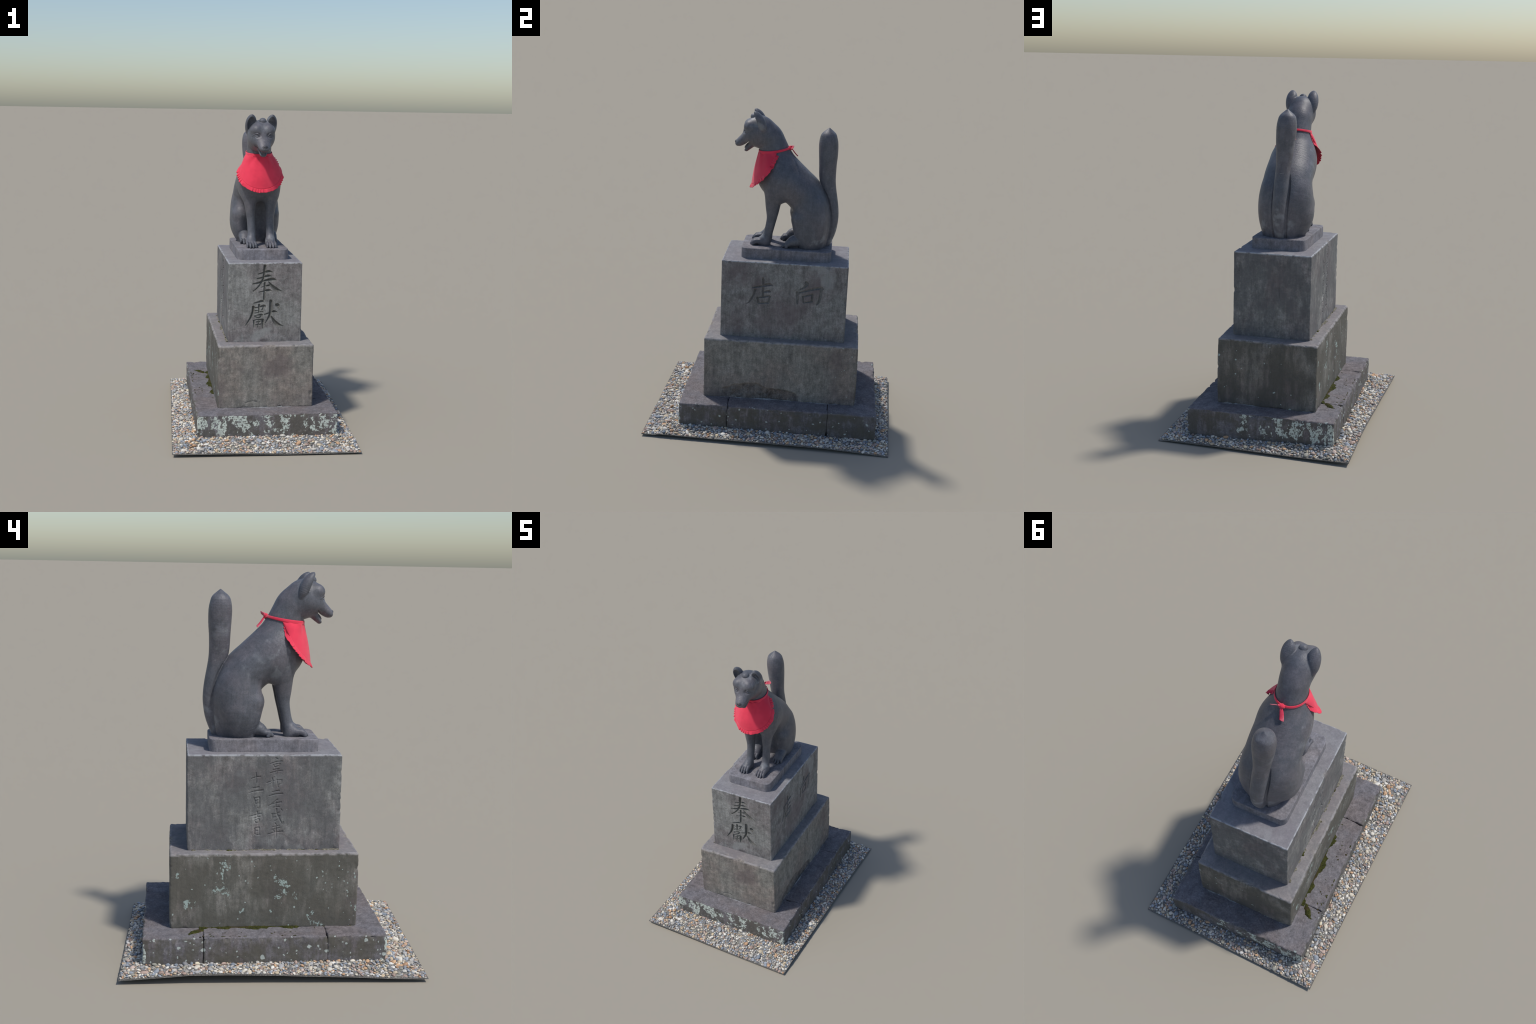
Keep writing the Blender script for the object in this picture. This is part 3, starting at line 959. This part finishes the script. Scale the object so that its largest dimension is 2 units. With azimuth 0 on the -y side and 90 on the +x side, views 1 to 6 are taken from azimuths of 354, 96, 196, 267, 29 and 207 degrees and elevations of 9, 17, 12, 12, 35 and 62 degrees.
# a chisel mark on the back
m = np.where(un[:, 1] > .9)[0]
groove[m] = np.maximum(groove[m], stroke_depth(-uv[m, 0], uv[m, 2], [[(0, 36, 2.4), (1, 0, 3.2), (5, -34, 2)]], np.array((.043, .86)), .004))
# eroded pits under the left-hand shop sign area and along the foot
uv = uv - un * groove[:, None]
u_nrm = vertex_normals(uv, uq)
cut = groove[uq].max(1) > .0004
f_owner = np.where(cut, owner[uq].max(1), -1)

N = Nodes("upper_block_stone")
c = stone_base(N, (.222, .222, .213), (.196, .181, .178), (.118, .115, .111), (.31, .316, .307), .6, 3.2, .7, .7)
x, y, z = N.xyz()
# purplish-brown stain clouds on the long faces, pale scoured zones low down
c = N.mix(N.mul(N.step(N.noise(4.2, 4, .6, stretch=(1, 1, .8)), .5, .64), .6), c, (.150, .125, .128))
c = N.mix(N.mul(N.step(N.noise(6.5, 5, .6), .56, .7), .5), c, (.34, .355, .345))
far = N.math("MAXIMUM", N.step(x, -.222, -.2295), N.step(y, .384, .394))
c = grime_shade(N, c, far, (.105, .108, .112), .62, 7)  # west and back faces: shade painted into the colour as dark patches
c = spots(N, c, N.step(x, -.222, -.2295), 70, .10)
c = N.mix(N.mul(N.step(z, 1.084, 1.090), .5), c, (.255, .250, .280))
e = N.math("MAXIMUM", N.math("SUBTRACT", N.math("ABSOLUTE", x), .231), N.math("SUBTRACT", N.math("ABSOLUTE", y), .395))
worn = N.mul(N.step(e, -.009, -.003), N.step(z, 1.079, 1.085), N.step(N.noise(40, 4), .36, .56))
c = N.mix(N.mul(worn, .75), c, (.42, .43, .45))
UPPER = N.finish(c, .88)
N = Nodes("groove_shade_stone")  # darker stone for the front strokes: groove shadow put into the colour
c = stone_base(N, (.135, .136, .128), (.12, .117, .107), (.075, .077, .070), (.20, .208, .19), .3, 8, .6)
GROOVE = N.finish(c, .92)
N = Nodes("faint_groove_shade_stone")  # milder darkening for the east strokes, again shadow held in the colour
EAST_GROOVE = N.finish(stone_base(N, (.158, .159, .154), (.142, .134, .131), (.09, .089, .086), (.23, .235, .226), .4, 6, .6), .92)
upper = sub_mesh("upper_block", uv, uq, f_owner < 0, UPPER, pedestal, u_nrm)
for gi, name in enumerate(CHARACTERS):
    keep = f_owner == gi
    if keep.any():
        sub_mesh("carved_character", uv, uq, keep, GROOVE if name in FRONT else EAST_GROOVE if name in EAST else UPPER, upper, u_nrm)

# ---- middle block: worn shoulders, a spalled scar low on the right-hand side
M_LO, M_HI = (-.298, -.486, .184), (.299, .488, .588)
mv, mq, mn, _ = worn_block(M_LO, M_HI, .0042, .012, 23, chip=.006, rough=.0012, wave=.003)
east = mn[:, 0] > .8
scar_top = .262 + .030 * fbm(mv * [0, 1, 0], 11, 3, 41) + .035 * np.exp(-((mv[:, 1] + .15) / .09) ** 2) - .05 * sstep(0, .17, mv[:, 1])
scar = sstep(0, .010, scar_top - mv[:, 2]) * sstep(-.372, -.360, mv[:, 1]) * sstep(.155, .10, mv[:, 1]) * east
mv = mv - mn * (scar * (.008 + .008 * fbm(mv, 48, 4, 44)))[:, None]
front = mn[:, 1] < -.8
crack = front * sstep(.006, .0, np.abs(mv[:, 2] - (.205 + .03 * np.exp(-((mv[:, 0] + .09) / .06) ** 2) + .012 * fbm(mv * [1, 0, 0], 25, 3, 47)))) * sstep(-.17, -.13, mv[:, 0]) * sstep(.10, .05, mv[:, 0])
mv = mv - mn * (crack * .0045 * sstep(-.2, .25, fbm(mv, 30, 2, 49)))[:, None]
m_nrm = vertex_normals(mv, mq)
N = Nodes("middle_block_stone")
c = stone_base(N, (.228, .219, .198), (.222, .194, .172), (.116, .113, .107), (.300, .296, .279), .55, 3.0, .7, .7)
x, y, z = N.xyz()
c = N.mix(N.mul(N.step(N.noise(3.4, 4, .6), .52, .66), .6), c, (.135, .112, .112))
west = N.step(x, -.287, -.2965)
c = grime_shade(N, c, N.math("MAXIMUM", west, N.step(y, .474, .486)), (.078, .079, .068), .72, 6)  # algae on the west face; the back is darkened with painted shade
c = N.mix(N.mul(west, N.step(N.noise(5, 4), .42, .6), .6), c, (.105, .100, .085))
c = spots(N, c, N.math("MAXIMUM", west, N.step(N.add(y, N.mul(x, .0)), .455, .478)), 30, .13, (.42, .49, .46))
c = spots(N, c, N.math("MAXIMUM", west, N.mul(N.step(x, .28, .292), N.step(y, .3, .42))), 62, .16, (.40, .47, .44))
c = lichen(N, c, N.mul(west, N.step(N.noise(7, 2), .56, .70), .8), 52, .36, (.36, .44, .41))
c = N.mix(N.mul(N.step(z, .580, .588), .5), c, (.235, .228, .250))
e = N.math("MAXIMUM", N.math("SUBTRACT", N.math("ABSOLUTE", x), .299), N.math("SUBTRACT", N.math("ABSOLUTE", y), .487))
c = N.mix(N.mul(N.step(e, -.016, -.006), N.step(z, .572, .580), N.step(N.noise(30, 4), .38, .58), .55), c, (.36, .34, .34))
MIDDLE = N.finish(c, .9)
N = Nodes("fresh_break_stone")
BREAK = N.finish(stone_base(N, (.165, .150, .138), (.18, .15, .13), (.075, .070, .064), (.25, .235, .215), .2, 14, .9, .9), .95)
is_scar = scar[mq].min(1) > .5
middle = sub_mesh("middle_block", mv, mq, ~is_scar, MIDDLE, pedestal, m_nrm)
sub_mesh("spalled_patch", mv, mq, is_scar, BREAK, middle, m_nrm)

# ---- foot course: three rough slabs butted together
N = Nodes("base_slab_stone")
c = stone_base(N, (.165, .157, .168), (.165, .146, .148), (.100, .096, .099), (.225, .216, .226), .35, 4, .8, .6)
x, y, z = N.xyz()
c = N.mix(N.mul(N.step(N.noise(9, 4), .5, .65), N.step(N.math("ABSOLUTE", x), .40, .43), .5), c, (.125, .118, .092))
up = N.step(z, .03, .09)
face_f, face_b = N.step(y, -.603, -.614), N.step(y, .603, .614)
patchy = N.step(N.noise(1.0, 3, .6, stretch=(17, 17, 8)), .40, .60)
reg = N.add(N.mul(face_f, up, N.add(.55, N.mul(N.step(x, .1, -.25), .45)), patchy), N.mul(face_b, N.step(z, .04, .10), N.step(x, .35, -.2), patchy))
side = N.step(N.math("ABSOLUTE", x), .418, .429)
c = grime_shade(N, c, N.mul(N.math("MAXIMUM", side, N.math("MAXIMUM", face_f, face_b)), N.step(z, .190, .178)), (.098, .092, .074), .7, 9)
c = spots(N, c, N.math("MAXIMUM", side, N.math("MAXIMUM", face_f, face_b)), 24, .17, (.46, .51, .48))
c = spots(N, c, N.math("MAXIMUM", side, face_f), 50, .17, (.44, .49, .46))
c = lichen(N, c, N.mul(reg, N.step(z, .188, .180)), 46, .60, (.58, .64, .58))
BASE = N.finish(c, .92)
for i, (a, b) in enumerate(((-.623, -.3160), (-.3154, .3165), (.3171, .624))):
    v, q, n, _ = worn_block((-.433, a, 0.006), (.434, b,   .191), .005, .008, 61 + 7 * i, chip=.009, rough=.0022, wave=.004)
    seam = np.minimum(np.abs(v[:, 1] - a) if a > -.6 else 9, np.abs(v[:, 1] - b) if b < .6 else 9)
    v[:, 1] = np.where(seam < .02, v[:, 1] + (.004 * fbm(v * [1, 0, 1], 9, 2, 77)) * (seam < .02), v[:, 1])
    mesh_object("base_slab", v, q, BASE, pedestal, True, vertex_normals(v, q))


# ---- mortar squeezed out of the joints, moss and litter on the ledges
def fillet(name, path, size, mat, seed, flat=1.0):
    """irregular bead lying in an inner corner; path = (x, y, z, outward nx, ny) stations"""
    path = np.array(path, float)
    seg = np.concatenate([[0], np.cumsum(np.linalg.norm(np.diff(path[:, :3], axis=0), axis=1))])
    n = int(seg[-1] / .004)
    u = np.linspace(0, seg[-1], n)
    p = np.stack([np.interp(u, seg, path[:, i]) for i in range(5)], 1)
    amp = np.clip(.35 + 1.3 * fbm(np.column_stack([u, u * 0, u * 0 + seed]), 14, 3, seed), 0, 1.6) * sstep(0, .02, u) * sstep(seg[-1], seg[-1] - .02, u)
    prof = np.linspace(0, math.pi / 2, 6)
    rows = []
    for a in prof:
        o, h = size * (1 - math.sin(a)) * 1.0, size * (1 - math.cos(a)) * flat
        w = amp * (1 + .3 * fbm(np.column_stack([u, u * 0 + a, u * 0]), 120, 2, seed + 2))
        rows.append(np.column_stack([p[:, 0] + p[:, 3] * o * w - p[:, 3] * .002, p[:, 1] + p[:, 4] * o * w - p[:, 4] * .002, p[:, 2] + h * w - .001]))
    g = np.stack(rows)
    m, n, _ = g.shape
    f = np.array([(i * n + j, i * n + j + 1, (i + 1) * n + j + 1, (i + 1) * n + j) for i in range(m - 1) for j in range(n - 1)])
    return mesh_object(name, g.reshape(-1, 3), f, mat, pedestal)


N = Nodes("old_mortar")
MORTAR = N.finish(stone_base(N, (.24, .245, .25), (.22, .215, .21), (.13, .13, .135), (.34, .36, .36), .1, 14, .8), .95)
fillet("mortar_joint", [(.27, .487, .190, 0, 1), (-.28, .487, .190, 0, 1)], .016, MORTAR, 3)
fillet("mortar_joint", [(.299, -.46, .190, 1, 0), (.299, .46, .190, 1, 0)], .009, MORTAR, 5)
fillet("mortar_joint", [(-.27, -.487, .190, 0, -1), (.27, -.487, .190, 0, -1)], .008, MORTAR, 6)
fillet("mortar_joint", [(.231, -.37, .587, 1, 0), (.231, .37, .587, 1, 0)], .005, MORTAR, 8)
fillet("mortar_joint", [(.21, .3955, .587, 0, 1), (-.21, .3955, .587, 0, 1)], .005, MORTAR, 9)
fillet("mortar_joint", [(-.21, -.3955, .587, 0, -1), (.21, -.3955, .587, 0, -1)], .004, MORTAR, 10)

N = Nodes("moss")
c = N.ramp(N.noise(55, 4, .7), [(.3, (.016, .018, .005)), (.5, (.038, .042, .009)), (.7, (.080, .078, .020))])
c = N.mix(N.step(N.noise(18, 3), .52, .62), c, (.050, .040, .018))
N.bump(N.noise(240, 3), .8, .004)
MOSS = N.finish(c, 1.0)
N = Nodes("ledge_litter")
LITTER = N.finish(N.ramp(N.noise(70, 4, .7), [(.3, (.06, .055, .035)), (.5, (.15, .14, .11)), (.68, (.30, .28, .23))]), 1.0)


def crust(name, x0, x1, y0, y1, z, height, cover, mat, step=.0028, seed=0, kind="stuff"):
    """growth lying on a ledge: bumpy skin kept only where cover(x, y) > 0"""
    nx, ny = int((x1 - x0) / step), int((y1 - y0) / step)
    X, Y = np.meshgrid(np.linspace(x0, x1, nx), np.linspace(y0, y1, ny), indexing="ij")
    P = np.column_stack([X.ravel(), Y.ravel(), np.zeros(X.size)])
    cov = cover(P[:, 0], P[:, 1], P)
    h = np.clip(cov, -.2, 1)
    zz = z + height * np.where(h > 0, np.sqrt(np.maximum(h, 0)), h * 3) * (1 + .35 * fbm(P, 160, 2, seed)) + .0012 * vnoise(P, 400, seed + 1)
    v = np.column_stack([P[:, 0], P[:, 1], zz])
    i = np.arange(nx * ny).reshape(nx, ny)
    f = np.stack([i[:-1, :-1], i[1:, :-1], i[1:, 1:], i[:-1, 1:]], -1).reshape(-1, 4)
    f = f[cov[f].max(1) > 0]
    ids, inv = np.unique(f, return_inverse=True)
    o = mesh_object(name, v[ids], inv.reshape(f.shape), mat, pedestal)
    o["kind"] = kind
    return o


wall = -.298
crust("moss", -.345, wall + .003, -.245, .335, .190, .010,
      lambda x, y, P: .75 * fbm(P, 26, 3, 91) + .30 + .35 * np.sin(y * 9 + 1.0) * 0.3 - (wall - x) / .036 * .9 - .8 * sstep(-.17, -.24, y) + .18 * sstep(.1, .3, y), MOSS, seed=2)
crust("moss", -.410, -.300, .300, .415, .190, .009,
      lambda x, y, P: 1 - np.hypot((x + .352 + .6 * (y - .36)) / .024, (y - .358) / .036) + .7 * fbm(P, 45, 3, 93), MOSS, seed=4)
crust("moss", -.42, -.36, -.25, .40, .190, .004,
      lambda x, y, P: fbm(P, 60, 3, 96) * 1.2 - .52, MOSS, seed=6)
crust("moss", -.34, wall + .003, -.46, -.26, .190, .006,
      lambda x, y, P: fbm(P, 34, 3, 97) * 1.1 - .05 - (wall - x) / .03 * .8, MOSS, seed=7)
crust("ledge_litter", -.264, -.2285, -.39, .375, .5865, .008,
      lambda x, y, P: .9 * fbm(P, 38, 3, 101) + .22 - (-.231 - x) / .022 * .8, LITTER, seed=8)
crust("moss", -.260, -.2285, -.32, .30, .5870, .008,
      lambda x, y, P: .9 * fbm(P, 24, 3, 104) - .12 - (-.231 - x) / .022 * .6, MOSS, seed=9)

# ================================================================== GRAVEL
gravel = thing("gravel_bed", "square bed of mixed rounded pebbles around the pedestal", "gravel", (0, 0, 0), 0)
GX, GY = .565, .772


def bed_height(x, y):
    """sagging sheet: highest along the left edge, lowest at the back right corner, heaped a little against the stone"""
    u, v = (x + GX) / (2 * GX), (y + GY) / (2 * GY)
    left = np.interp(v, [0, .12, .25, .4, .5, .65, .77, .9, 1], [.026, .030, .040, .046, .052, .056, .055, .036, .022])
    right = np.interp(v, [0, .2, .5, .75, .9, 1], [.018, .021, .028, .029, .019, .009])
    frnt = np.interp(u, [0, .35, .6, 1], [.026, .024, .016, .018])
    rear = np.interp(u, [0, .3, .6, 1], [.022, .012, .012, .009])
    c = (1 - u) * left + u * right + (1 - v) * frnt + v * rear - ((1 - u) * (1 - v) * .026 + u * (1 - v) * .018 + (1 - u) * v * .022 + u * v * .009)
    cs, sn = math.cos(-TURN), math.sin(-TURN)
    lx, ly = cs * (x - CENTRE[0]) - sn * (y - CENTRE[1]), sn * (x - CENTRE[0]) + cs * (y - CENTRE[1])
    dist = np.maximum(np.abs(lx) - .437, np.abs(ly) - .623)
    heap = (1 - u) * (1 - v) * .059 + u * (1 - v) * .054 + (1 - u) * v * .061 + u * v * .022
    return c + (np.maximum(heap, c) - c) * sstep(.15, 0, dist), dist


n1, n2 = 150, 206
X, Y = np.meshgrid(np.linspace(-GX, GX, n1), np.linspace(-GY, GY, n2), indexing="ij")
H, _ = bed_height(X.ravel(), Y.ravel())
P = np.column_stack([X.ravel(), Y.ravel(), H * 0])
top = H - .005 + .003 * fbm(P, 70, 2, 131)
i = np.arange(n1 * n2).reshape(n1, n2)
f = np.stack([i[:-1, :-1], i[1:, :-1], i[1:, 1:], i[:-1, 1:]], -1).reshape(-1, 4)
vt = np.column_stack([P[:, :2], top])
vb = np.column_stack([P[:, :2], np.maximum(np.minimum(H - .010, top - .002), 0.0)])
vb[:, 2] -= vb[:, 2].min()
vt[:, 2] = np.maximum(vt[:, 2], vb[:, 2] + .0015)
o = n1 * n2
rim = np.concatenate([i[:, 0], i[-1, 1:], i[-2::-1, -1], i[0, -2:0:-1]])
nx = np.roll(rim, -1)
fr = np.stack([rim, rim + o, nx + o, nx], 1)[:, ::-1]
N = Nodes("bed_grit")
GRIT = N.finish(N.ramp(N.noise(150, 4, .7), [(.3, (.09, .085, .08)), (.5, (.20, .19, .175)), (.7, (.36, .34, .31))]), .95)
mesh_object("grit_bed", np.vstack([vt, vb]), np.vstack([f, f[:, ::-1] + o, fr]), GRIT, gravel)

# pebbles: darts from large to small, packed without much overlap
N = Nodes("pebble_stone")
geo = N.t.nodes.new("ShaderNodeNewGeometry"); info = N.t.nodes.new("ShaderNodeObjectInfo")
r = N.math("FRACT", N.add(geo.outputs["Random Per Island"], N.mul(info.outputs["Random"], 7.31)))
tones = [(.38, .385, .40), (.66, .63, .57), (.27, .31, .37), (.56, .45, .32), (.46, .44, .41), (.74, .71, .65), (.20, .205, .22), (.54, .35, .22),
         (.54, .52, .48), (.34, .375, .43), (.54, .43, .38), (.60, .53, .41), (.32, .315, .28), (.48, .48, .49), (.70, .65, .57), (.40, .30, .26)]
c = N.ramp(r, [(k / len(tones), t) for k, t in enumerate(tones)], "CONSTANT")
r2 = N.math("FRACT", N.mul(r, 53.7))
c = N.mix(.6, c, N.ramp(r2, [(0, (.30, .29, .27)), (1, (.68, .66, .62))]), "OVERLAY")
c = N.mix(.45, c, N.ramp(N.noise(120, 4, .65), [(.3, (.35,) * 3), (.7, (.64,) * 3)]), "OVERLAY")
PEBBLE = N.finish(c, .7)


def pebble_shapes(count, sub):
    out = []
    for k in range(count):
        bm = bmesh.new(); bmesh.ops.create_icosphere(bm, subdivisions=sub, radius=1)
        v = np.array([q.co for q in bm.verts]); fc = np.array([[q.index for q in p.verts] for p in bm.faces]); bm.free()
        v = v * (1 + .34 * fbm(v + k * 7.7, 1.2, 2, 200 + k))[:, None]
        v = np.sign(v) * np.abs(v) ** rng.uniform(.85, 1.0)
        out.append((v * np.array([rng.uniform(.95, 1.35), rng.uniform(.75, 1.0), rng.uniform(.5, .75)]), fc))
    return out


cellsz = .02
gridc = {}
placed = []


def try_place(x, y, r, squeeze):
    ci, cj = int(x // cellsz), int(y // cellsz)
    for a in range(-2, 3):
        for b in range(-2, 3):
            for (px, py, pr) in gridc.get((ci + a, cj + b), ()):
                if (px - x) ** 2 + (py - y) ** 2 < ((pr + r) * squeeze) ** 2:
                    return False
    gridc.setdefault((ci, cj), []).append((x, y, r))
    placed.append((x, y, r))
    return True


for r0, r1, tries, sq in ((.0120, .0170, 300, .95), (.0092, .0120, 2000, .86), (.0070, .0092, 9000, .84), (.0050, .0070, 20000, .80), (.0037, .0050, 16000, .77)):
    xs, ys, rs = rng.uniform(-GX + .006, GX - .006, tries), rng.uniform(-GY + .006, GY - .006, tries), rng.uniform(r0, r1, tries)
    _, ds = bed_height(xs, ys)
    edge = np.minimum(GX - np.abs(xs), GY - np.abs(ys))
    for x, y, r, d, e in zip(xs, ys, rs, ds, edge):
        if d > -.004 and e > r * .98:
            try_place(x, y, r, sq)
placed.sort(key=lambda t: -t[2])
big, small = pebble_shapes(10, 3), pebble_shapes(12, 2)
big_mesh = []
for v, fc in big:
    me = bpy.data.meshes.new("pebble"); me.from_pydata([tuple(q) for q in v], [], [tuple(q) for q in fc])
    me.polygons.foreach_set("use_smooth", np.ones(len(me.polygons), dtype=bool)); me.materials.append(PEBBLE)
    big_mesh.append(me)
hs, _ = bed_height(np.array([p[0] for p in placed]), np.array([p[1] for p in placed]))
V, Fc, base = [], [], 0
for k, ((x, y, r), h) in enumerate(zip(placed, hs)):
    rot = Matrix.Rotation(rng.uniform(0, 6.283), 3, "Z") @ Matrix.Rotation(rng.normal(0, .28), 3, "X") @ Matrix.Rotation(rng.normal(0, .28), 3, "Y")
    z = max(h - .004 + rng.uniform(-.003, .004), 1.02 * r)
    if k < 300:
        o = bpy.data.objects.new("pebble", big_mesh[k % len(big_mesh)])
        o.location = (x, y, z); o.rotation_euler = rot.to_euler(); o.scale = (r, r, r)
        link(o, gravel)
    else:
        v, fc = small[k % len(small)]
        V.append((v * r) @ np.array(rot).T + np.array([x, y, z])); Fc.append(fc + base); base += len(v)
o = mesh_object("small_pebbles", np.vstack(V), np.vstack(Fc), PEBBLE, gravel)
o["kind"] = "stuff"
